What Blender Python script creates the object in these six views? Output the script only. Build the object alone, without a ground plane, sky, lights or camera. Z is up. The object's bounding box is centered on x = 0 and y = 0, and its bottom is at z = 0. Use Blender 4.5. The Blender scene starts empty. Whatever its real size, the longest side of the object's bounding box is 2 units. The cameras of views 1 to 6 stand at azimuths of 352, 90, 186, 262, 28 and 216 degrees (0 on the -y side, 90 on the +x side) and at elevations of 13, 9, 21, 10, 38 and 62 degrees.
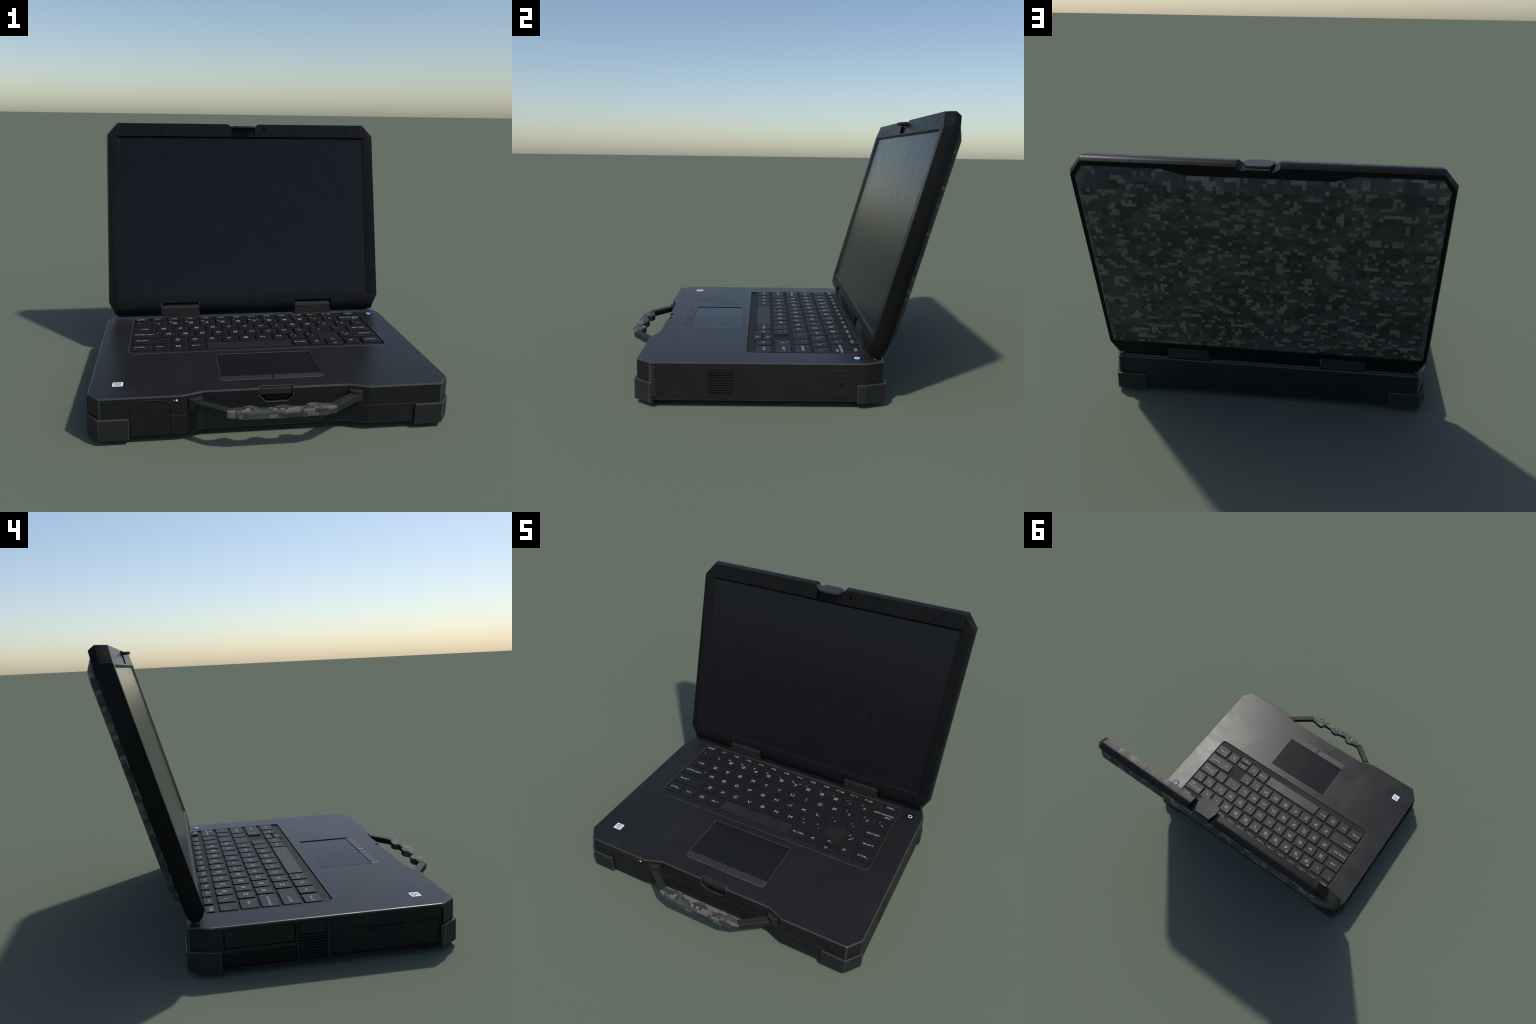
# Rugged laptop with camouflage lid panel and carry handle, built part by part.
import bpy, bmesh, math, random
from mathutils import Vector, Matrix

random.seed(7)
COL = bpy.context.scene.collection

# ------------------------------------------------------------------ materials
def new_mat(name):
    m = bpy.data.materials.new(name)
    m.use_nodes = True
    nt = m.node_tree
    for n in list(nt.nodes):
        nt.nodes.remove(n)
    out = nt.nodes.new('ShaderNodeOutputMaterial')
    bs = nt.nodes.new('ShaderNodeBsdfPrincipled')
    nt.links.new(bs.outputs[0], out.inputs[0])
    return m, nt, bs

def node(nt, kind, **kw):
    n = nt.nodes.new(kind)
    for k, v in kw.items():
        setattr(n, k, v)
    return n

def rgb(c):
    return (c[0], c[1], c[2], 1.0)

def noise(nt, vec, scale, detail=3.0, rough=0.55, dist=0.0):
    n = node(nt, 'ShaderNodeTexNoise')
    n.inputs['Scale'].default_value = scale
    n.inputs['Detail'].default_value = detail
    n.inputs['Roughness'].default_value = rough
    n.inputs['Distortion'].default_value = dist
    nt.links.new(vec, n.inputs['Vector'])
    return n.outputs['Fac']

def ramp(nt, fac, stops, constant=False):
    r = node(nt, 'ShaderNodeValToRGB')
    cr = r.color_ramp
    if constant:
        cr.interpolation = 'CONSTANT'
    while len(cr.elements) < len(stops):
        cr.elements.new(0.5)
    for e, (p, c) in zip(cr.elements, stops):
        e.position = p
        e.color = rgb(c) if hasattr(c, '__len__') else (c, c, c, 1)
    nt.links.new(fac, r.inputs[0])
    return r.outputs[0]

def mix(nt, fac, a, b, mode='MIX'):
    m = node(nt, 'ShaderNodeMix', data_type='RGBA', blend_type=mode)
    for sock, v in ((m.inputs['Factor'], fac), (m.inputs['A'], a), (m.inputs['B'], b)):
        if hasattr(v, 'is_linked'):
            nt.links.new(v, sock)
        elif hasattr(v, '__len__'):
            sock.default_value = rgb(v)
        else:
            sock.default_value = v
    # colour sockets share names with float sockets, so pick the right ones
    return m.outputs['Result']

def mixc(nt, fac, a, b, mode='MIX'):
    m = node(nt, 'ShaderNodeMix', data_type='RGBA', blend_type=mode)
    socks = (m.inputs[0], m.inputs[6], m.inputs[7])
    for sock, v in zip(socks, (fac, a, b)):
        if isinstance(v, bpy.types.NodeSocket):
            nt.links.new(v, sock)
        elif hasattr(v, '__len__'):
            sock.default_value = rgb(v)
        else:
            sock.default_value = v
    return m.outputs[2]

def obj_coords(nt, scale=(1, 1, 1), loc=(0, 0, 0)):
    tc = node(nt, 'ShaderNodeTexCoord')
    mp = node(nt, 'ShaderNodeMapping')
    mp.inputs['Scale'].default_value = scale
    mp.inputs['Location'].default_value = loc
    nt.links.new(tc.outputs['Object'], mp.inputs['Vector'])
    return mp.outputs[0]

def bump(nt, bs, height, strength, distance):
    b = node(nt, 'ShaderNodeBump')
    b.inputs['Strength'].default_value = strength
    b.inputs['Distance'].default_value = distance
    nt.links.new(height, b.inputs['Height'])
    nt.links.new(b.outputs[0], bs.inputs['Normal'])

def casing(name, color, rough, grain=0.25, wear=0.5, stretch=(1, 1, 1), spec=0.5, rvar=0.10, metal=0.0):
    """Dark moulded casing: blotchy wear, fine pebble grain, uneven gloss."""
    m, nt, bs = new_mat(name)
    v = obj_coords(nt, stretch)
    blot = noise(nt, v, 3.2, 6, 0.65, 0.6)
    fine = noise(nt, v, 38, 5, 0.7, 0.3)
    lo = tuple(c * (1 - 0.22 * wear) for c in color)
    hi = tuple(c * (1 + 0.28 * wear) for c in color)
    c1 = ramp(nt, blot, [(0.3, lo), (0.7, hi)])
    c2 = ramp(nt, fine, [(0.35, (0.86, 0.86, 0.86)), (0.65, (1.1, 1.1, 1.1))])
    nt.links.new(mixc(nt, wear, c1, c2, 'MULTIPLY'), bs.inputs['Base Color'])
    rr = ramp(nt, blot, [(0.3, max(rough - rvar, 0.05)), (0.7, min(rough + rvar, 1))])
    nt.links.new(rr, bs.inputs['Roughness'])
    bs.inputs['Specular IOR Level'].default_value = spec
    bs.inputs['Metallic'].default_value = metal
    g = noise(nt, obj_coords(nt), 420, 2, 0.5)
    bump(nt, bs, g, grain, 0.0012)
    return m

def plain(name, color, rough, spec=0.5, emit=None, estr=0.0, metal=0.0):
    m, nt, bs = new_mat(name)
    v = obj_coords(nt)
    n = noise(nt, v, 60, 3)
    nt.links.new(ramp(nt, n, [(0.3, tuple(c * 0.9 for c in color)), (0.7, tuple(c * 1.1 for c in color))]), bs.inputs['Base Color'])
    bs.inputs['Roughness'].default_value = rough
    bs.inputs['Specular IOR Level'].default_value = spec
    bs.inputs['Metallic'].default_value = metal
    if emit:
        bs.inputs['Emission Color'].default_value = rgb(emit)
        bs.inputs['Emission Strength'].default_value = estr
    return m

def camouflage(name, cell, use_z, tan, slate, dark, tan_cut=0.560):
    """Digital camouflage: noise sampled on a snapped pixel grid."""
    m, nt, bs = new_mat(name)
    v = obj_coords(nt, (1, 1, 1 if use_z else 0), (0.0031, 0.0047, 0.0053))
    sn = node(nt, 'ShaderNodeVectorMath', operation='SNAP')
    sn.inputs[1].default_value = (cell, cell, cell)
    nt.links.new(v, sn.inputs[0])

    def layer(scale, stretch, off, detail):
        mp = node(nt, 'ShaderNodeMapping')
        mp.inputs['Scale'].default_value = stretch
        mp.inputs['Location'].default_value = off
        nt.links.new(sn.outputs[0], mp.inputs['Vector'])
        return noise(nt, mp.outputs[0], scale, detail, 0.6)
    k = 0.019 / cell
    t_fac = layer(15 * k, (0.95, 1.7, 1.7), (3.1, 7.7, 1.3), 3)
    s_fac = layer(8 * k, (0.9, 1.7, 1.7), (11.3, 2.9, 5.1), 3)
    d_fac = layer(11 * k, (0.6, 2.2, 2.2), (23.7, 13.1, 9.9), 2)
    base = ramp(nt, s_fac, [(0.0, dark), (0.50, slate)], True)
    mid = tuple((a + b) * 0.5 for a, b in zip(dark, slate))
    base = mixc(nt, ramp(nt, d_fac, [(0.0, 0.0), (0.56, 1.0)], True), base, mid)
    patch = noise(nt, obj_coords(nt), 6.0, 4, 0.6)
    brown = tuple(c * f for c, f in zip(tan, (0.78, 0.75, 0.74)))
    tan = mixc(nt, ramp(nt, patch, [(0.42, 0.0), (0.60, 1.0)]), tan, brown)
    col = mixc(nt, ramp(nt, t_fac, [(0.0, 0.0), (tan_cut, 1.0)], True), base, tan)
    w = obj_coords(nt)
    grime = noise(nt, w, 4.5, 7, 0.7, 0.8)
    weave = noise(nt, obj_coords(nt, (1, 4, 4)), 130, 3, 0.6)
    col = mixc(nt, 0.8, col, ramp(nt, grime, [(0.34, (0.62, 0.6, 0.55)), (0.56, (1, 1, 1))]), 'MULTIPLY')
    col = mixc(nt, 0.7, col, ramp(nt, weave, [(0.3, (0.78, 0.78, 0.78)), (0.7, (1.12, 1.12, 1.12))]), 'MULTIPLY')
    nt.links.new(col, bs.inputs['Base Color'])
    bs.inputs['Roughness'].default_value = 0.62
    bs.inputs['Specular IOR Level'].default_value = 0.35
    bump(nt, bs, weave, 0.25, 0.0015)
    return m

def screen_glass(name):
    m, nt, bs = new_mat(name)
    v = obj_coords(nt)
    smear = noise(nt, obj_coords(nt, (3.2, 1.0, 1)), 7, 8, 0.68, 1.2)
    speck = noise(nt, v, 55, 6, 0.75, 0.5)
    col = ramp(nt, smear, [(0.35, (0.0066, 0.0070, 0.0098)), (0.7, (0.0092, 0.0095, 0.0116))])
    col = mixc(nt, ramp(nt, speck, [(0.62, 0.0), (0.74, 0.6)]), col, (0.028, 0.026, 0.024))
    nt.links.new(col, bs.inputs['Base Color'])
    nt.links.new(ramp(nt, smear, [(0.38, 0.09), (0.64, 0.21)]), bs.inputs['Roughness'])
    bs.inputs['Specular IOR Level'].default_value = 0.18
    h = mixc(nt, 0.35, smear, noise(nt, obj_coords(nt, (3, 1.0, 1)), 14, 5, 0.6, 1.6))
    bump(nt, bs, h, 0.15, 0.012)
    return m

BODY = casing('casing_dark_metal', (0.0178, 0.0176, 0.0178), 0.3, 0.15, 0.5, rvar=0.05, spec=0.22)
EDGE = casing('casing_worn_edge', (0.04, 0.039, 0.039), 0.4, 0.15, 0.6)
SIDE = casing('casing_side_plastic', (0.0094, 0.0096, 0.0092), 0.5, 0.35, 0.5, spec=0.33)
RUBBER = casing('bumper_rubber', (0.0172, 0.0172, 0.016), 0.6, 0.35, 0.4, spec=0.32)
DARK = casing('recess_dark_plastic', (0.005, 0.0051, 0.006), 0.45, 0.2, 0.5, spec=0.2)
DOOR = casing('door_dark_plastic', (0.0075, 0.0078, 0.008), 0.5, 0.3, 0.5, spec=0.3)
TRAY = casing('keyboard_tray_plastic', (0.0165, 0.0165, 0.0145), 0.6, 0.2, 0.3, spec=0.15)
KEY = casing('key_plastic', (0.013, 0.013, 0.0145), 0.48, 0.25, 0.35, spec=0.25)
SPACE = casing('key_worn_plastic', (0.02, 0.0197, 0.0197), 0.48, 0.2, 0.8, spec=0.35)
PAD = casing('touchpad_surface', (0.013, 0.0131, 0.014), 0.13, 0.06, 0.2, rvar=0.03, spec=0.2)
PADBTN = casing('touchpad_button_plastic', (0.033, 0.0328, 0.0325), 0.45, 0.2, 0.4, spec=0.3)
LID = casing('lid_frame_plastic', (0.008, 0.0082, 0.0084), 0.34, 0.08, 0.5, (5, 1, 1), rvar=0.06, spec=0.1)
RIM = casing('rim_light_edge', (0.075, 0.073, 0.07), 0.42, 0.1, 0.7)
LEGEND = plain('legend_print', (0.30, 0.30, 0.312), 0.6)
SCREEN = screen_glass('screen_glass')
VENT = casing('vent_plastic', (0.0090, 0.0090, 0.0112), 0.5, 0.2, 0.4, spec=0.3)
TAB = casing('latch_plastic', (0.025, 0.0247, 0.0235), 0.5, 0.2, 0.4, spec=0.3)
BLACK = plain('black_gloss', (0.0015, 0.0015, 0.002), 0.35, 0.06)
STEEL = plain('screw_steel', (0.03, 0.03, 0.03), 0.35, metal=0.6)
WHITE = plain('sticker_white', (0.82, 0.84, 0.88), 0.4)
BLUE = plain('sticker_blue', (0.11, 0.23, 0.46), 0.4)
GLOW = plain('power_light', (0.25, 0.45, 0.75), 0.4, emit=(0.40, 0.64, 1.0), estr=0.38)
LED_G = plain('indicator_green', (0.06, 0.16, 0.06), 0.3, emit=(0.08, 0.35, 0.10), estr=0.12)
LED_O = plain('indicator_orange', (0.8, 0.35, 0.1), 0.3, emit=(1.0, 0.33, 0.07), estr=1.0)
TAN, SLATE, DARKC = (0.166, 0.147, 0.116), (0.056, 0.061, 0.056), (0.029, 0.032, 0.030)
CAMO = camouflage('camouflage_panel', 0.0196, False, TAN, SLATE, DARKC)
CAMO_GRIP = camouflage('camouflage_grip', 0.0195, True, (0.195, 0.163, 0.130), (0.066, 0.070, 0.066), (0.035, 0.038, 0.036), 0.53)

# ------------------------------------------------------------------ helpers
ROOT = bpy.data.objects.new('rugged_laptop', None)
ROOT.empty_display_size = 0.2
COL.objects.link(ROOT)
ROOT['label'] = 'open black rugged laptop with camouflage lid and carry handle'
ROOT['category'] = 'laptop'

def add(name, mesh, mats=(), parent=ROOT, matrix=None, kind=None):
    for m in mats:
        mesh.materials.append(m)
    o = bpy.data.objects.new(name, mesh)
    COL.objects.link(o)
    o.parent = parent
    if matrix is not None:
        o.matrix_world = matrix
        if parent is not ROOT and parent is not None:
            o.matrix_parent_inverse = Matrix.Identity(4)
            o.matrix_basis = matrix
    if kind:
        o['kind'] = kind
    return o

def mesh_from(bm, name):
    bmesh.ops.recalc_face_normals(bm, faces=bm.faces[:])
    me = bpy.data.meshes.new(name)
    bm.to_mesh(me)
    bm.free()
    return me

def loft(rings, name='loft'):
    """Close a stack of equally long rings of 3D points into a solid."""
    bm = bmesh.new()
    vs = [[bm.verts.new(p) for p in r] for r in rings]
    n = len(rings[0])
    for a, b in zip(vs, vs[1:]):
        for i in range(n):
            bm.faces.new((a[i], a[(i + 1) % n], b[(i + 1) % n], b[i]))
    bm.faces.new(vs[0][::-1])
    bm.faces.new(vs[-1])
    return mesh_from(bm, name)

def prism(outline, lo, hi, axis='z', name='prism'):
    """Extrude a 2D outline: axis z -> (x,y), axis x -> (y,z), axis y -> (x,z)."""
    def P(p, h):
        if axis == 'z':
            return (p[0], p[1], h)
        if axis == 'x':
            return (h, p[0], p[1])
        return (p[0], h, p[1])
    return loft([[P(p, lo) for p in outline], [P(p, hi) for p in outline]], name)

def rect(x0, x1, y0, y1, c=0.0):
    if c <= 0:
        return [(x0, y0), (x1, y0), (x1, y1), (x0, y1)]
    return [(x0 + c, y0), (x1 - c, y0), (x1, y0 + c), (x1, y1 - c), (x1 - c, y1), (x0 + c, y1), (x0, y1 - c), (x0, y0 + c)]

def rounded(x0, x1, y0, y1, r, n=5):
    pts = []
    for cx, cy, a0 in ((x1 - r, y0 + r, -90), (x1 - r, y1 - r, 0), (x0 + r, y1 - r, 90), (x0 + r, y0 + r, 180)):
        for i in range(n + 1):
            a = math.radians(a0 + 90 * i / n)
            pts.append((cx + r * math.cos(a), cy + r * math.sin(a)))
    return pts

def circle(cx, cy, r, n=24):
    return [(cx + r * math.cos(2 * math.pi * i / n), cy + r * math.sin(2 * math.pi * i / n)) for i in range(n)]

def box(x0, x1, y0, y1, z0, z1, name='box'):
    return prism(rect(x0, x1, y0, y1), z0, z1, 'z', name)

def evaluated(me, setup):
    """Return the mesh after the modifiers that setup(obj) adds."""
    o = bpy.data.objects.new('tmp', me)
    COL.objects.link(o)
    extra = setup(o) or []
    dg = bpy.context.evaluated_depsgraph_get()
    res = bpy.data.meshes.new_from_object(o.evaluated_get(dg), depsgraph=dg)
    bpy.data.objects.remove(o)
    for e in extra:
        bpy.data.objects.remove(e)
    return res

def strip_slots(me):
    """Drop placeholder material slots but keep which face used which slot."""
    idx = [p.material_index for p in me.polygons]
    me.materials.clear()
    me.polygons.foreach_set('material_index', idx)
    return me

def beveled(me, width, seg=1, angle=30, mat=-1):
    def s(o):
        if mat > 0:
            while len(o.data.materials) <= mat:
                o.data.materials.append(RUBBER)
        b = o.modifiers.new('b', 'BEVEL')
        b.width = width
        b.segments = seg
        b.limit_method = 'ANGLE'
        b.angle_limit = math.radians(angle)
        if mat > 0:
            b.material = mat
    return strip_slots(evaluated(me, s))

def cut(me, cutters):
    def s(o):
        ex = []
        for c in cutters:
            co = bpy.data.objects.new('cutter', c)
            COL.objects.link(co)
            b = o.modifiers.new('c', 'BOOLEAN')
            b.operation = 'DIFFERENCE'
            b.solver = 'EXACT'
            b.object = co
            ex.append(co)
        return ex
    return strip_slots(evaluated(me, s))

def tube(points, r, closed=True, sides=6, name='tube'):
    """Thin round bead swept along a closed loop or an open path."""
    pts = [Vector(p) for p in points]
    n = len(pts)
    bm = bmesh.new()
    rings = []
    for i, p in enumerate(pts):
        if closed:
            d0, d1 = (p - pts[i - 1]).normalized(), (pts[(i + 1) % n] - p).normalized()
        else:
            d0 = (p - pts[i - 1]).normalized() if i else (pts[1] - p).normalized()
            d1 = (pts[i + 1] - p).normalized() if i < n - 1 else d0
        t = (d0 + d1).normalized()
        k = 1.0 / max(0.35, t.dot(d1))
        up = Vector((0, 0, 1)) if abs(t.z) < 0.9 else Vector((1, 0, 0))
        u = t.cross(up).normalized()
        w = u.cross(t)
        rings.append([bm.verts.new(p + u * (r * k * math.cos(a)) + w * (r * math.sin(a)))
                      for a in (2 * math.pi * j / sides for j in range(sides))])
    for i in range(n if closed else n - 1):
        a, b = rings[i], rings[(i + 1) % n]
        for j in range(sides):
            bm.faces.new((a[j], a[(j + 1) % sides], b[(j + 1) % sides], b[j]))
    if not closed:
        bm.faces.new(rings[0][::-1])
        bm.faces.new(rings[-1])
    return mesh_from(bm, name)

def join(meshes, name='joined'):
    bm = bmesh.new()
    for m in meshes:
        bm.from_mesh(m)
    me = bpy.data.meshes.new(name)
    bm.to_mesh(me)
    bm.free()
    return me

def smooth(me, angle):
    me.polygons.foreach_set('use_smooth', [True] * len(me.polygons))
    me.set_sharp_from_angle(angle=math.radians(angle))
    return me

# ------------------------------------------------------------------ stroke lettering
# Wide, squared capitals drawn as polylines on a 4 x 4 grid ("xy" digit pairs).
STROKES = {
    'A': '00 03 14 44 40|02 42', 'B': '00 04 34 43 32 41 30 00|02 32', 'C': '44 04 00 40', 'D': '00 04 34 43 41 30 00',
    'E': '44 04 00 40|02 42', 'F': '44 04 00|02 32', 'G': '44 04 00 40 42 22', 'H': '00 04|40 44|02 42',
    'I': '20 24', 'J': '44 40 00 01', 'K': '04 00|44 12 40|02 12', 'L': '04 00 40', 'M': '00 04 22 44 40',
    'N': '00 04 40 44', 'O': '00 04 44 40 00', 'P': '00 04 44 42 02', 'Q': '00 04 44 40 00|22 40',
    'R': '00 04 44 42 02|22 40', 'S': '44 04 02 42 40 00', 'T': '04 44|24 20', 'U': '04 00 40 44',
    'V': '04 20 44', 'W': '04 10 23 30 44', 'X': '04 40|00 44', 'Y': '04 22 44|22 20', 'Z': '04 44 00 40',
    '0': '00 04 44 40 00 44', '1': '13 24 20', '2': '04 44 42 02 00 40', '3': '04 44 40 00|12 42',
    '4': '30 34 01 41', '5': '44 04 02 42 40 00', '6': '44 04 00 40 42 02', '7': '04 44 42 20',
    '8': '00 04 44 40 00|02 42', '9': '00 40 44 04 02 42', '`': '14 23', '~': '02 13 31 42', '!': '24 22|20 21',
    '@': '30 00 04 44 41 21 23 43', '#': '10 14|30 34|01 41|03 43', '$': '44 04 02 42 40 00|24 20',
    '%': '00 44|03 14|30 41', '^': '02 24 42', '&': '40 04 24 00 20 42', '*': '02 42|13 31|11 33', '(': '34 23 21 30',
    ')': '14 23 21 10', '-': '12 32', '_': '00 40', '=': '11 31|13 33', '+': '02 42|20 24', '[': '34 14 10 30',
    ']': '14 34 30 10', '{': '34 24 22 12 22 20 30', '}': '14 24 22 32 22 20 10', '\\': '04 40', '|': '20 24',
    ';': '23 22|21 10', ':': '23 22|21 20', "'": '24 22', '"': '14 12|34 32', ',': '21 10', '.': '20 21',
    '<': '44 02 40', '>': '04 42 00', '/': '00 44', '?': '03 04 44 42 22 21'}

def bar(bm, a, b, w, z0, z1):
    d = Vector((b[0] - a[0], b[1] - a[1]))
    d = d.normalized() if d.length > 1e-6 else Vector((1, 0))
    a = Vector(a) - d * (w / 2)
    b = Vector(b) + d * (w / 2)
    n = Vector((-d.y, d.x)) * (w / 2)
    q = [a - n, b - n, b + n, a + n]
    lo = [bm.verts.new((p.x, p.y, z0)) for p in q]
    hi = [bm.verts.new((p.x, p.y, z1)) for p in q]
    bm.faces.new(lo[::-1])
    bm.faces.new(hi)
    for i in range(4):
        bm.faces.new((lo[i], lo[(i + 1) % 4], hi[(i + 1) % 4], hi[i]))

def lettering(bm, text, cx, cy, h, aspect=1.15, weight=0.20, z0=0.0, z1=0.0008):
    """Draw text centred on (cx, cy) with capital height h."""
    w = h * aspect
    gap = h * 0.42
    span = [w * 0.2 if ch == 'I' and len(text) > 1 else w for ch in text]
    total = sum(span) + (len(text) - 1) * gap
    x = cx - total / 2
    k = 0
    for ch, cw in zip(text, span):
        for line in STROKES.get(ch, '').split('|'):
            pts = [(x + int(p[0]) / 4 * cw, cy - h / 2 + int(p[1]) / 4 * h) for p in line.split()]
            for a, b in zip(pts, pts[1:]):
                bar(bm, a, b, h * weight, z0, z1 + 0.00003 * (k % 7))
                k += 1
        x += cw + gap

# ------------------------------------------------------------------ base case
XB = 0.0005                      # small sideways offset of the case in its frame
BX, TOP, BOT = 0.990, 0.2565, 0.036
Y_FRONT, Y_INSET, Y_BACK = -0.789, -0.748, 0.586
case_outline = [(XB - 0.925, Y_FRONT), (-0.498, Y_FRONT), (-0.384, Y_INSET), (0.400, Y_INSET), (0.510, Y_FRONT),
                (XB + 0.925, Y_FRONT), (XB + BX, -0.704), (XB + BX, 0.476), (XB + 0.946, Y_BACK),
                (XB - 0.946, Y_BACK), (XB - BX, 0.476), (XB - BX, -0.704)]
case = prism(case_outline, BOT, TOP)
case = beveled(case, 0.0075, 2, 25, 1)

KB = (-0.808, 0.8195, -0.1855, 0.4925)          # keyboard well
TP = (-0.2815, 0.298, -0.6275, -0.2425)        # touchpad well
LX = XB - BX                                   # left wall
RX = XB + BX                                   # right wall
kb_loop = rect(*KB, 0.022)
tp_loop = rounded(*TP, 0.018)
latch_loop = [(-0.0835, 0.30), (-0.0835, 0.211), (-0.047, 0.177), (0.0655, 0.177), (0.1000, 0.209), (0.1000, 0.30)]
arch_loop = [(-0.7715, 0.02), (-0.5595, 0.02), (-0.5595, 0.185)] + \
            [(-0.5995 + 0.04 * math.cos(math.radians(a)), 0.196 + 0.04 * math.sin(math.radians(a))) for a in range(0, 91, 15)] + \
            [(-0.7315 + 0.04 * math.cos(math.radians(a)), 0.196 + 0.04 * math.sin(math.radians(a))) for a in range(90, 181, 15)]
trough = [(0.553 + 0.034 * math.cos(2 * math.pi * i / 36), 0.2825 + 0.034 * math.sin(2 * math.pi * i / 36)) for i in range(36)]
seam_out = [(-0.559, -0.83), (0.778, -0.83), (0.778, -0.7855), (0.5113, -0.7855), (0.4013, -0.7445),
            (-0.3853, -0.7445), (-0.4993, -0.7855), (-0.559, -0.7855)]
BAYS = [(0.062, 0.4185, 0.139, 0.236), (0.058, 0.424, 0.0395, 0.1195), (-0.0965, 0.0465, 0.039, 0.2405), (-0.7045, -0.1175, 0.0415, 0.2365)]
R_VENT = (-0.388, -0.252, 0.080, 0.214)
cutters = [prism(kb_loop, 0.2460, 0.30), prism(tp_loop, 0.2500, 0.30),
           prism(latch_loop, -0.80, -0.7205, 'y'), prism(arch_loop, -0.84, -0.7845, 'y'),
           prism(trough, -0.920, 0.924, 'x'), prism(seam_out, 0.1420, 0.1450)]
cutters += [prism(rect(*b), LX - 0.05, LX + 0.014, 'x') for b in BAYS]
cutters += [prism(rect(*R_VENT), RX - 0.008, RX + 0.05, 'x')]
case.materials.append(BODY); case.materials.append(EDGE)
case = cut(case, cutters)
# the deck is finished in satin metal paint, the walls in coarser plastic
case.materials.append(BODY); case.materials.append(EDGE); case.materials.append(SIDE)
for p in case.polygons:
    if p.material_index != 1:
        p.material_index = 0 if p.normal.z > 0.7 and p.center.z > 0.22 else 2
add('base_case', case)

# light worn rims round the wells and recesses
def rim_loop(name, pts, r=0.0016, mat=RIM, closed=True):
    return add(name, tube(pts, r, closed), [mat])
rim_loop('keyboard_rim', [(x, y, TOP - 0.0006) for x, y in kb_loop], 0.0018)
rim_loop('touchpad_rim', [(x, y, TOP - 0.0006) for x, y in tp_loop], 0.0017)
rim_loop('latch_recess_rim', [(-0.0835, -0.7205, TOP - .0005), (-0.0835, Y_INSET, TOP - .001), (-0.0835, Y_INSET, 0.211), (-0.047, Y_INSET, 0.177),
                              (0.0655, Y_INSET, 0.177), (0.1, Y_INSET, 0.209), (0.1, Y_INSET, TOP - .001), (0.1, -0.7205, TOP - .0005)], 0.0019)
rim_loop('cover_rim', [(x, Y_FRONT - 0.0002, z) for x, z in arch_loop[2:]], 0.0011, EDGE, False)

rim_loop('case_seam', [(-0.559, Y_FRONT, 0.1450), (-0.498, Y_FRONT, 0.1450), (-0.384, Y_INSET, 0.1450), (0.400, Y_INSET, 0.1450),
                       (0.510, Y_FRONT, 0.1450), (0.778, Y_FRONT, 0.1450)], 0.0010, EDGE, False)

# ------------------------------------------------------------------ front details
add('port_cover', beveled(prism([(x * 0.985 - 0.010, max(z - 0.0035, 0.0375)) for x, z in arch_loop], -0.7868, -0.780, 'y'), 0.002), [SIDE])
add('latch_catch', beveled(prism([(-0.079, 0.214), (0.0955, 0.214), (0.0955, 0.2515), (-0.079, 0.2515)], -0.7425, -0.719, 'y'), 0.006, 2), [RUBBER])
add('latch_catch_plate', beveled(prism([(-0.076, 0.212), (-0.044, 0.1815), (0.0625, 0.1815), (0.0945, 0.212)], -0.733, -0.719, 'y'), 0.003), [DARK])
for x, mt in ((-0.5400, LED_G), (-0.5262, LED_O)):
    add('indicator_light', beveled(prism(circle(x, 0.2305, 0.0052, 16), -0.7915, -0.786, 'y'), 0.0015), [mt])

# ------------------------------------------------------------------ rubber bumpers and feet
def bumper(path, inset_path, z0, z1):
    return beveled(prism(path + inset_path[::-1], z0, z1), 0.0045, 2, 25, 1)

T = 0.013
def front_bumper(sx):
    f = lambda x: XB + sx * x
    outer = [(f(0.775), Y_FRONT - T), (f(0.931), Y_FRONT - T), (f(0.9995), -0.708), (f(0.9995), -0.690)]
    inner = [(f(0.775), Y_FRONT + 0.02), (f(0.915), Y_FRONT + 0.02), (f(0.965), -0.70), (f(0.965), -0.690)]
    return bumper(outer, inner, 0.0235, 0.1435)

def rear_bumper(sx):
    f = lambda x: XB + sx * x
    outer = [(f(0.9995), 0.4325), (f(0.9995), 0.480), (f(0.957), Y_BACK + T), (f(0.7685), Y_BACK + T)]
    inner = [(f(0.965), 0.4325), (f(0.965), 0.470), (f(0.93), Y_BACK - 0.02), (f(0.7685), Y_BACK - 0.02)]
    return bumper(outer, inner, 0.0265, 0.1355)
for s in (-1, 1):
    add('bumper', front_bumper(s), [RUBBER, EDGE])
    add('bumper', rear_bumper(s), [RUBBER, EDGE])
    for y0, y1 in ((-0.706, -0.604), (0.430, 0.530)):
        x0, x1 = sorted((XB + s * 0.80, XB + s * 0.936))
        add('foot', beveled(box(x0, x1, y0, y1, 0.0, 0.040), 0.005, 2), [DARK])

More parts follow.
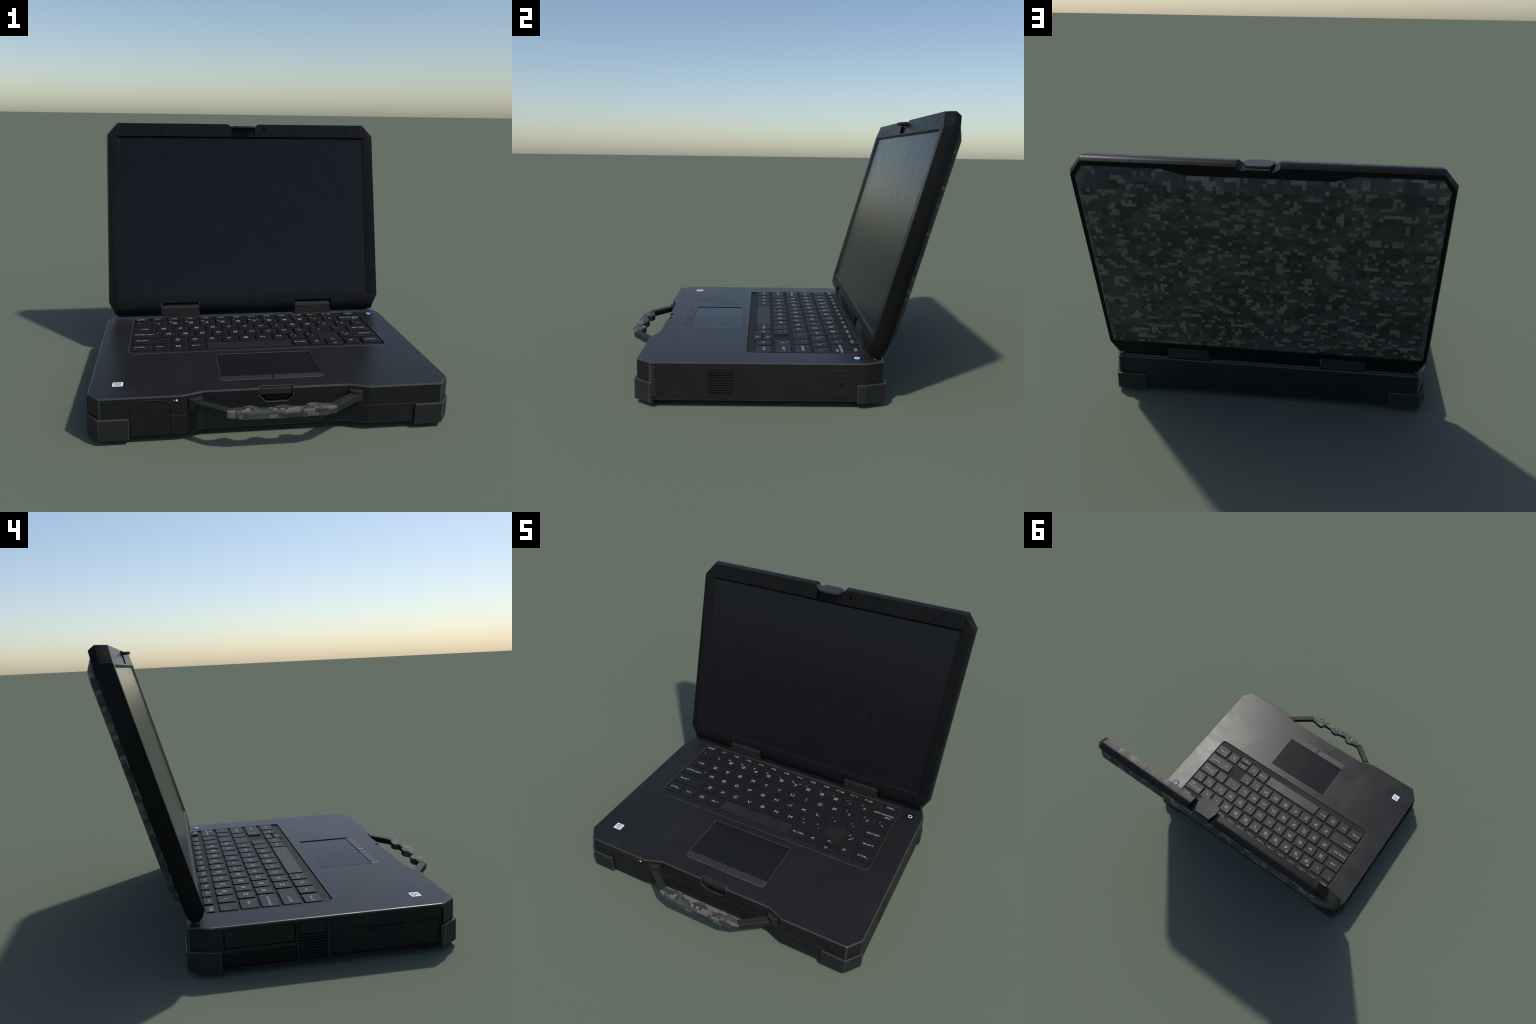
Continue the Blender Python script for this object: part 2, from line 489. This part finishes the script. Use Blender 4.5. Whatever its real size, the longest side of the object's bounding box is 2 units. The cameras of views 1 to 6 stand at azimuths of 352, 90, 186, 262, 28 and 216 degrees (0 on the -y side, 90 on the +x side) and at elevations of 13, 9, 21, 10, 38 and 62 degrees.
# ------------------------------------------------------------------ carry handle
HX = 0.0075
def arm_half(s):
    f = lambda x: HX + s * x
    return [(f(0.436), -0.812), (f(0.287), -0.925), (f(0.258), -0.889), (f(0.398), -0.784)]
HZ0, HZ1 = 0.184, 0.2225
handle = add('handle', join([beveled(prism(arm_half(s), HZ0, HZ1), 0.004, 2) for s in (1, -1)]), [RUBBER])
grip_inner = [(0.2655, -0.8875), (0.225, -0.886), (0.203, -0.874), (0.163, -0.8735), (0.143, -0.884), (0.136, -0.9045),
              (0.062, -0.906), (0.050, -0.891), (0.027, -0.8825), (-0.010, -0.8835), (-0.036, -0.904), (-0.108, -0.906),
              (-0.117, -0.889), (-0.143, -0.873), (-0.176, -0.873), (-0.201, -0.886), (-0.2505, -0.8875)]
grip_outer = [(-0.2805, -0.9255), (-0.1765, -0.9545), (0.1985, -0.9545), (0.2965, -0.9265)]
add('handle_grip', beveled(prism(grip_inner + grip_outer, HZ0 - 0.0015, HZ1 + 0.0015), 0.005, 2, 25), [CAMO_GRIP], handle)
for s in (1, -1):
    f = lambda x: (0.0055 + s * x)
    m = prism([(f(0.400), -0.740), (f(0.400), -0.772), (f(0.412), -0.790), (f(0.441), -0.8005), (f(0.470), -0.787), (f(0.4735), -0.760)], 0.172, 0.2325)
    add('handle_mount', beveled(m, 0.004, 2), [RUBBER])

# ------------------------------------------------------------------ keyboard
add('keyboard_tray', prism(rect(KB[0] - .002, KB[1] + .002, KB[2] - .002, KB[3] + .002, 0.022), 0.2420, 0.2482), [TRAY])
KEY_CACHE = {}
KZ, KH = 0.2483, 0.0102
KDX, KDY = -0.0018, 0.0023        # parallax correction of the measured key grid
def key_mesh(w, d, mat):
    k = (round(w, 4), round(d, 4), mat.name)
    if k not in KEY_CACHE:
        def r(ix, z):
            return [(x, y, z) for x, y in rounded(-w / 2 + ix, w / 2 - ix, -d / 2 + ix, d / 2 - ix, 0.004, 2)]
        me = loft([r(0.0, 0), r(0.0006, KH - 0.0025), r(0.0014, KH - 0.0006), r(0.0030, KH)], 'key')
        me.materials.append(mat)
        KEY_CACHE[k] = me
    return KEY_CACHE[k]

def key(x0, x1, y0, y1, labels=(), mat=KEY):
    """labels: (text, x, y, cap height) with x, y in world metres."""
    cx, cy = (x0 + x1) / 2, (y0 + y1) / 2
    o = bpy.data.objects.new('key', key_mesh(x1 - x0, y1 - y0, mat))
    COL.objects.link(o)
    o.parent = ROOT
    o.location = (cx + KDX, cy + KDY, KZ)
    if labels:
        bm = bmesh.new()
        for text, lx, ly, h in labels:
            if text == 'WIN':
                for i in (-1, 1):
                    for j in (-1, 1):
                        for a, b in (((-1, -1), (1, -1)), ((1, -1), (1, 1)), ((1, 1), (-1, 1)), ((-1, 1), (-1, -1))):
                            q = lambda p: (lx - cx + i * 0.0085 + p[0] * 0.0055, ly - cy + j * 0.0075 + p[1] * 0.0048)
                            bar(bm, q(a), q(b), 0.0036, 0, 0.0007)
            elif text == 'ARROW':
                bar(bm, (lx - cx - 0.012, ly - cy), (lx - cx + 0.022, ly - cy), 0.0065, 0, 0.0007)
                for dy in (-1, 1):
                    bar(bm, (lx - cx - 0.015, ly - cy), (lx - cx - 0.005, ly - cy + dy * 0.0065), 0.005, 0, 0.0008)
            else:
                n = len(text)
                lettering(bm, text, lx - cx, ly - cy, h, 1.08, 0.215)
        me = mesh_from(bm, 'legend')
        me.materials.append(LEGEND)
        g = bpy.data.objects.new('key_legend', me)
        COL.objects.link(g)
        g.parent = o
        g.location = (0, -0.0085, KH - 0.0001)
    return o

P, W = 0.1108, 0.094
def run(c0, count, y0, y1):
    return [(c0 + i * P - W / 2, c0 + i * P + W / 2, y0, y1) for i in range(count)]

CAP, SUB, SM, FN = 0.0212, 0.0105, 0.0118, 0.0132
# function row
yf = (0.4345, 0.4865)
key(-0.790, -0.703, *yf, [('ESC', -0.751, 0.4605, FN)])
for i, r in enumerate(run(-0.633, 12, *yf)):
    key(*r, [('F%d' % (i + 1), (r[0] + r[1]) / 2, 0.461, FN)])
key(0.705, 0.8085, *yf, [('DEL', 0.757, 0.4605, FN)])
# number row
yn = (0.315, 0.409)
key(-0.7905, -0.693, *yn, [('`', -0.752, 0.366, SM), ('~', -0.766, 0.389, SUB)])
for (ch, sh), r in zip(zip('1234567890-=', '!@#$%^&*()_+'), run(-0.629, 12, *yn)):
    c = (r[0] + r[1]) / 2
    sub = [(sh, c - 0.027, 0.3955, 0.0115)]
    if ch == '7':
        sub.append(('?', c + 0.029, 0.391, 0.0105))
    key(*r, [(ch, c, 0.368, CAP)] + sub)
key(0.654, 0.8095, *yn, [('BACKSPACE', 0.733, 0.376, 0.0108), ('ARROW', 0.765, 0.351, 1)])
# upper letter row
yq = (0.205, 0.2985)
key(-0.7915, -0.662, *yq, [('TAB', -0.722, 0.258, SM)])
for ch, r in zip('QWERTYUIOP', run(-0.5955, 10, *yq)):
    key(*r, [(ch, (r[0] + r[1]) / 2 + 0.001, 0.259, CAP)])
key(0.4655, 0.5855, *yq, [('[', 0.519, 0.259, CAP * 0.8), ('{', 0.489, 0.284, 0.0115)])
key(0.6035, 0.6970, *yq, [(']', 0.649, 0.259, CAP * 0.8), ('}', 0.624, 0.284, 0.0115)])
key(0.7145, 0.8085, *yq, [('\\', 0.762, 0.257, CAP * 0.8), ('|', 0.737, 0.284, 0.0115)])
# home row
yh = (0.0970, 0.1905)
key(-0.7920, -0.6230, *yh, [('CAPSLOCK', -0.720, 0.152, 0.0108)])
for ch, r in zip('ASDFGHJKL', run(-0.558, 9, *yh)):
    key(*r, [(ch, (r[0] + r[1]) / 2 - 0.004, 0.152, CAP)])
key(0.392, 0.5305, *yh, [(';', 0.457, 0.150, CAP * 0.8), (':', 0.424, 0.175, 0.0105)])
key(0.5480, 0.6400, *yh, [("'", 0.589, 0.152, CAP * 0.8), ('"', 0.569, 0.176, 0.0105)])
key(0.6560, 0.8075, *yh, [('ENTER', 0.735, 0.152, SM)])
# lower letter row
yz = (-0.0175, 0.0760)
key(-0.7915, -0.5675, *yz, [('SHIFT', -0.728, 0.040, SM)])
for ch, r in zip('ZXCVBNM,.', run(-0.5005, 9, *yz)):
    c = (r[0] + r[1]) / 2
    lab = [(ch, c - 0.004, 0.039 if ch.isalpha() else 0.037, CAP)]
    if ch in ',.':
        lab.append(('<' if ch == ',' else '>', c - 0.024, 0.062, 0.0105))
    key(*r, lab)
key(0.5705, 0.8095, *yz, [('/', 0.620, 0.037, CAP), ('?', 0.602, 0.062, 0.0105), ('SHIFT', 0.743, 0.040, SM)])
# bottom row
yc = (-0.1310, -0.0380)
key(-0.7890, -0.6780, *yc, [('CTRL', -0.738, -0.0755, SM)])
key(-0.6575, -0.5650, *yc, [('FN', -0.617, -0.0755, SM)])
key(-0.5470, -0.4510, *yc, [('WIN', -0.502, -0.0765, 1)])
key(-0.4330, -0.3400, *yc, [('ALT', -0.392, -0.0755, SM)])
key(-0.3235, 0.2150, *yc, (), SPACE)
key(0.2335, 0.3265, *yc, [('ALTGR', 0.276, -0.0755, 0.0105)])
key(0.3395, 0.4330, *yc, [('<', 0.386, -0.077, 0.019)])
key(0.4475, 0.5540, -0.0860, -0.0350, [('^', 0.499, -0.056, 0.021)])
key(0.4475, 0.5540, -0.1470, -0.0970, [('V', 0.500, -0.117, 0.017)])
key(0.5720, 0.6640, *yc, [('>', 0.617, -0.077, 0.019)])
key(0.6870, 0.8100, *yc, [('CTRL', 0.746, -0.0755, SM)])
add('caps_light', prism(circle(-0.6363, 0.1700, 0.0032, 10), KZ + KH - 0.001, KZ + KH + 0.0010), [GLOW])

# ------------------------------------------------------------------ touchpad, buttons, sticker
add('touchpad', prism(rounded(TP[0] + .002, TP[1] - .002, -0.5695, TP[3] - .002, 0.016), 0.2480, 0.2522), [PAD])
def pad_button(x0, x1):
    return beveled(prism(rounded(x0, x1, -0.6260, -0.5715, 0.006, 3), 0.248, 0.2566), 0.0028, 2, 40, 1)
add('touchpad_button', pad_button(-0.2785, 0.0050), [PADBTN, RIM])
add('touchpad_button', pad_button(0.0160, 0.2955), [PADBTN, RIM])
for x in (-0.268, 0.2845):
    add('touchpad_screw', beveled(prism(circle(x, -0.2565, 0.0075, 16), 0.250, 0.2535), 0.0015, 2), [BLACK])

PWX, PWY = 0.901, 0.4385
pb = add('power_button', smooth(loft([[(x, y, TOP + z) for x, y in circle(PWX, PWY, r, 40)] for r, z in ((0.0300, -0.003), (0.0300, 0.0005), (0.0270, 0.0013), (0.021, 0.0010))]), 40), [DARK])  # disc widened and darkened to draw the soft shade of the dip around it
arc = [(PWX + 0.0135 * math.cos(math.radians(a)), PWY + 0.0135 * math.sin(math.radians(a)), TOP + 0.0020) for a in range(118, 423, 12)]
add('power_symbol', join([tube(arc, 0.0030, False), tube([(PWX, PWY + 0.007, TOP + 0.002), (PWX, PWY + 0.0175, TOP + 0.002)], 0.0028, False)]), [GLOW], pb)

SX, SY = -0.839, -0.6155
st = add('sticker', prism(rounded(SX - 0.0285, SX + 0.0285, SY - 0.0265, SY + 0.0265, 0.005, 3), TOP - 0.0005, TOP + 0.0010), [WHITE])
bm = bmesh.new()
ell = [(SX + 0.017 * math.cos(math.radians(a)), SY + 0.008 + 0.0105 * math.sin(math.radians(a))) for a in range(20, 361, 20)]
for a, b in zip(ell, ell[1:]):
    bar(bm, a, b, 0.0038, TOP + 0.0008, TOP + 0.0015)
for y, x0, x1 in ((SY + 0.008, -0.009, 0.010), (SY - 0.0095, -0.017, 0.015), (SY - 0.0165, -0.015, 0.018)):
    bar(bm, (SX + x0, y), (SX + x1, y), 0.0034, TOP + 0.0008, TOP + 0.0016)
add('sticker_mark', mesh_from(bm, 'mark'), [BLUE], st)

# ------------------------------------------------------------------ right wall
vent = add('air_vent', prism(rect(*R_VENT), RX - 0.0082, RX - 0.0045, 'x'), [DARK])
def slat(x_in, x_out, y0, y1, z, h):
    s = [(x_in, z - h * .5), (x_out, z - h * .30), (x_out, z + h * .22), (x_in, z + h * .5)]
    return loft([[(x, y0, zz) for x, zz in s], [(x, y1, zz) for x, zz in s]], 'slat')
def slats(vent, x_in, x_out, y0, y1, z0, z1, n, mat):
    step = (z1 - z0) / n
    me = slat(x_in, x_out, y0, y1, 0, step * 0.92)
    me.materials.append(mat)
    for i in range(n):
        o = bpy.data.objects.new('vent_slat', me)
        COL.objects.link(o)
        o.parent = vent
        o.location.z = z0 + (i + 0.5) * step
slats(vent, RX - 0.0055, RX + 0.0025, R_VENT[0] + 0.001, R_VENT[1] - 0.001, R_VENT[2] + 0.002, R_VENT[3] - 0.002, 9, VENT)
add('side_strip', beveled(prism(rect(-0.6955, -0.6715, 0.060, 0.2325), RX - 0.002, RX + 0.0045, 'x'), 0.002, 1), [RUBBER])
# lock bracket: raised C-shaped plate with a keyhole
plate = [(0.2615, 0.0548), (0.3715, 0.0548), (0.3715, 0.0950), (0.3100, 0.0950), (0.3030, 0.102), (0.3030, 0.169), (0.3100, 0.1755), (0.3715, 0.1755), (0.3715, 0.2208), (0.2615, 0.2208)]
lock = add('lock_plate', beveled(prism(plate, RX - 0.002, RX + 0.0022, 'x'), 0.0013), [SIDE])
add('lock_hole', prism(circle(0.351, 0.138, 0.0125, 20), RX - 0.002, RX + 0.0008, 'x'), [DARK], lock)

# ------------------------------------------------------------------ left wall
def left_plate(name, y0, y1, z0, z1, depth, mat, bev=0.0015, parent=ROOT):
    return add(name, beveled(prism(rect(y0, y1, z0, z1), LX + depth, LX + 0.0145, 'x'), bev), [mat], parent)
for i, b in enumerate(BAYS):
    rim_loop('bay_rim', [(LX - 0.0002, y, z) for y, z in rect(*b)], 0.0019, RUBBER)
d1 = left_plate('drive_door', 0.0650, 0.4155, 0.1415, 0.2335, 0.0050, DOOR)
left_plate('door_grip', 0.3725, 0.4125, 0.1440, 0.2310, 0.0020, SIDE, parent=d1)
left_plate('door_grip', 0.0680, 0.1105, 0.1440, 0.2310, 0.0020, SIDE, parent=d1)
d2 = left_plate('port_bay', 0.0605, 0.4215, 0.0420, 0.1170, 0.0070, DARK)
for y0, y1, z0, z1 in ((0.064, 0.165, 0.046, 0.088), (0.172, 0.315, 0.046, 0.088), (0.322, 0.418, 0.046, 0.088), (0.255, 0.312, 0.0935, 0.112), (0.064, 0.245, 0.0935, 0.112)):
    left_plate('port_cover', y0, y1, z0, z1, 0.0050, DARK, 0.001, d2)
lv = left_plate('air_vent', -0.0950, 0.0450, 0.0405, 0.2390, 0.0050, DARK)
left_plate('vent_panel', -0.0930, 0.0430, 0.1760, 0.2375, 0.0015, VENT, parent=lv)
slats(lv, LX + 0.0055, LX - 0.0035, -0.0940, 0.0440, 0.0425, 0.1730, 9, VENT)
d3 = left_plate('battery_door', -0.7025, -0.1195, 0.0435, 0.1715, 0.0095, DOOR)
left_plate('battery_cover', -0.7025, -0.1195, 0.1735, 0.2345, 0.0080, DOOR)
left_plate('door_slot', -0.4880, -0.3240, 0.1390, 0.1690, 0.0080, DARK, 0.001, d3)
left_plate('slot_lever', -0.4560, -0.3560, 0.1450, 0.1640, 0.0065, DOOR, 0.002, d3)
for y in (-0.3950, -0.4450, -0.4560, -0.4670):
    left_plate('cover_rib', y - 0.002, y + 0.002, 0.1770, 0.2310, 0.0065, DOOR, 0.0008, d3)

# ------------------------------------------------------------------ lid (local frame: x across, y up the lid, z towards its front)
TILT = math.atan2(0.3149, 1.1397)
LID_M = Matrix(((1, 0, 0, 0), (0, math.sin(TILT), -math.cos(TILT), 0.5137), (0, math.cos(TILT), math.sin(TILT), 0.3877), (0, 0, 0, 1)))
XL = 0.007
def lid_ring(t, hw, top, thw, s_lo, s_hi, bot, bhw):
    """Octagon at depth t behind the bezel."""
    return [(XL - bhw, bot, -t), (XL + bhw, bot, -t), (XL + hw, s_lo, -t), (XL + hw, s_hi, -t),
            (XL + thw, top, -t), (XL - thw, top, -t), (XL - hw, s_hi, -t), (XL - hw, s_lo, -t)]
rings = [lid_ring(0.000, 0.9755, 1.2700, 0.9040, 0.000, 1.1850, -0.062, 0.934),
         lid_ring(0.020, 0.9815, 1.2765, 0.9090, -0.005, 1.1910, -0.094, 0.938),
         lid_ring(0.040, 0.9870, 1.2825, 0.9150, -0.010, 1.1970, -0.1055, 0.941),
         lid_ring(0.055, 0.9900, 1.2865, 0.9180, -0.012, 1.2000, -0.108, 0.942),
         lid_ring(0.075, 0.9840, 1.2790, 0.9155, -0.004, 1.1930, -0.100, 0.938),
         lid_ring(0.0905, 0.9785, 1.2720, 0.9130, 0.003, 1.1870, -0.083, 0.933)]
shell = loft(rings, 'lid')
def tapered(x0, x1, y0, y1, z_open, x2, x3, y2, y3, z_floor):
    k = 0.25                                     # carry the taper past the face
    L = lambda a, b: a + (a - b) * k
    return loft([[(L(x0, x2), L(y0, y2), L(z_open, z_floor)), (L(x1, x3), L(y0, y2), L(z_open, z_floor)), (L(x1, x3), L(y1, y3), L(z_open, z_floor)), (L(x0, x2), L(y1, y3), L(z_open, z_floor))],
                 [(x2, y2, z_floor), (x3, y2, z_floor), (x3, y3, z_floor), (x2, y3, z_floor)]])
opening = tapered(-0.9090, 0.9225, 0.0075, 1.1785, 0.0, -0.8845, 0.9025, 0.0205, 1.1655, -0.013)
HINGES = [(-0.6120, -0.3350), (0.3555, 0.6315)]
lid_cut = [opening] + [prism(rect(a, b, -0.20, -0.027), -0.15, 0.05) for a, b in HINGES]
# latch notch through the top edge and the pocket below it in the bezel
lid_cut.append(prism([(-0.1040, 1.2660), (-0.0770, 1.2505), (0.0925, 1.2505), (0.1120, 1.2660), (0.1190, 1.300), (0.119, 1.35), (-0.111, 1.35), (-0.111, 1.300)], -0.15, 0.05))
lid_cut.append(prism(rect(-0.0765, 0.0915, 1.1865, 1.30), -0.016, 0.05))
shell = cut(shell, lid_cut)
lid = add('lid_frame', smooth(shell, 38), [LID], ROOT, LID_M)
def on_lid(name, mesh, mats, kind=None):
    return add(name, mesh, mats, ROOT, LID_M, kind)

on_lid('screen', prism(rect(-0.8850, 0.9030, 0.0200, 1.1660), -0.0145, -0.0122), [SCREEN])

# raised camouflage back panel with a stepped top edge
def step_top(hw, side, top, dip, chx, bx0, bx1):
    """Outline with cut upper corners and a lowered middle of the top edge."""
    c = 0.0065
    return [(c - hw, side[0]), (c + hw, side[0]), (c + hw, side[1]), (c + chx, top), (c + bx1, top), (c + bx0, dip), (c - bx0, dip), (c - bx1, top), (c - chx, top), (c - hw, side[1])]
o0 = step_top(0.9570, (0.0180, 1.1800), 1.2475, 1.2155, 0.9080, 0.384, 0.4935)
o1 = step_top(0.9420, (0.0360, 1.1640), 1.2080, 1.1760, 0.8950, 0.386, 0.5000)
o2 = step_top(0.9220, (0.0600, 1.1450), 1.1860, 1.1560, 0.8800, 0.388, 0.5100)
panel = loft([[(x, y, -0.088) for x, y in o0], [(x, y, -0.1140) for x, y in o1], [(x, y, -0.1290) for x, y in o2]])
on_lid('lid_back_panel', beveled(panel, 0.002, 1, 15), [CAMO])

on_lid('webcam', beveled(prism(circle(0.1595, 1.2305, 0.0122, 24), -0.004, 0.0008), 0.001), [BLACK])
for x, y in ((-0.890, 1.2445), (-0.9505, 1.1755), (0.900, 1.2440), (0.9580, 1.1770), (-0.9345, -0.0100), (0.9440, -0.0095)):
    on_lid('screw', beveled(prism(circle(x, y, 0.0058, 12), -0.004, 0.0006), 0.001), [STEEL])

# lid latch: flat thumb tab reaching forward over the bezel, with its pivot bar
tab = [(-0.0550, 0.922), (-0.0735, 0.866), (-0.0735, 0.824), (-0.045, 0.803), (-0.015, 0.797), (0.030, 0.797), (0.060, 0.803), (0.0885, 0.824), (0.0885, 0.866), (0.0640, 0.922)]
tabm = loft([[(x, y, 1.5865 - (y - 0.80) * 0.055) for x, y in tab], [(x, y, 1.6015 - (y - 0.80) * 0.055) for x, y in tab]])
latch = add('lid_latch', beveled(tabm, 0.003, 2), [TAB])
bars = prism([(0.850, 1.565), (0.905, 1.565), (0.940, 1.567), (0.940, 1.578), (0.922, 1.5830), (0.862, 1.586), (0.852, 1.584)], -0.060, 0.072, 'x')
add('latch_bar', beveled(bars, 0.003, 2), [DARK], latch)

# hinges
HP = [(0.5085, 0.244), (0.5100, 0.318), (0.5145, 0.333), (0.5230, 0.3440), (0.5360, 0.3490), (0.5580, 0.3480), (0.5720, 0.3420), (0.5770, 0.334), (0.5770, 0.262), (0.570, 0.245)]
for a, b in HINGES:
    m = prism(HP, a + 0.0035, b - 0.0040, 'x')
    add('hinge', beveled(m, 0.004, 2, 40), [RUBBER])
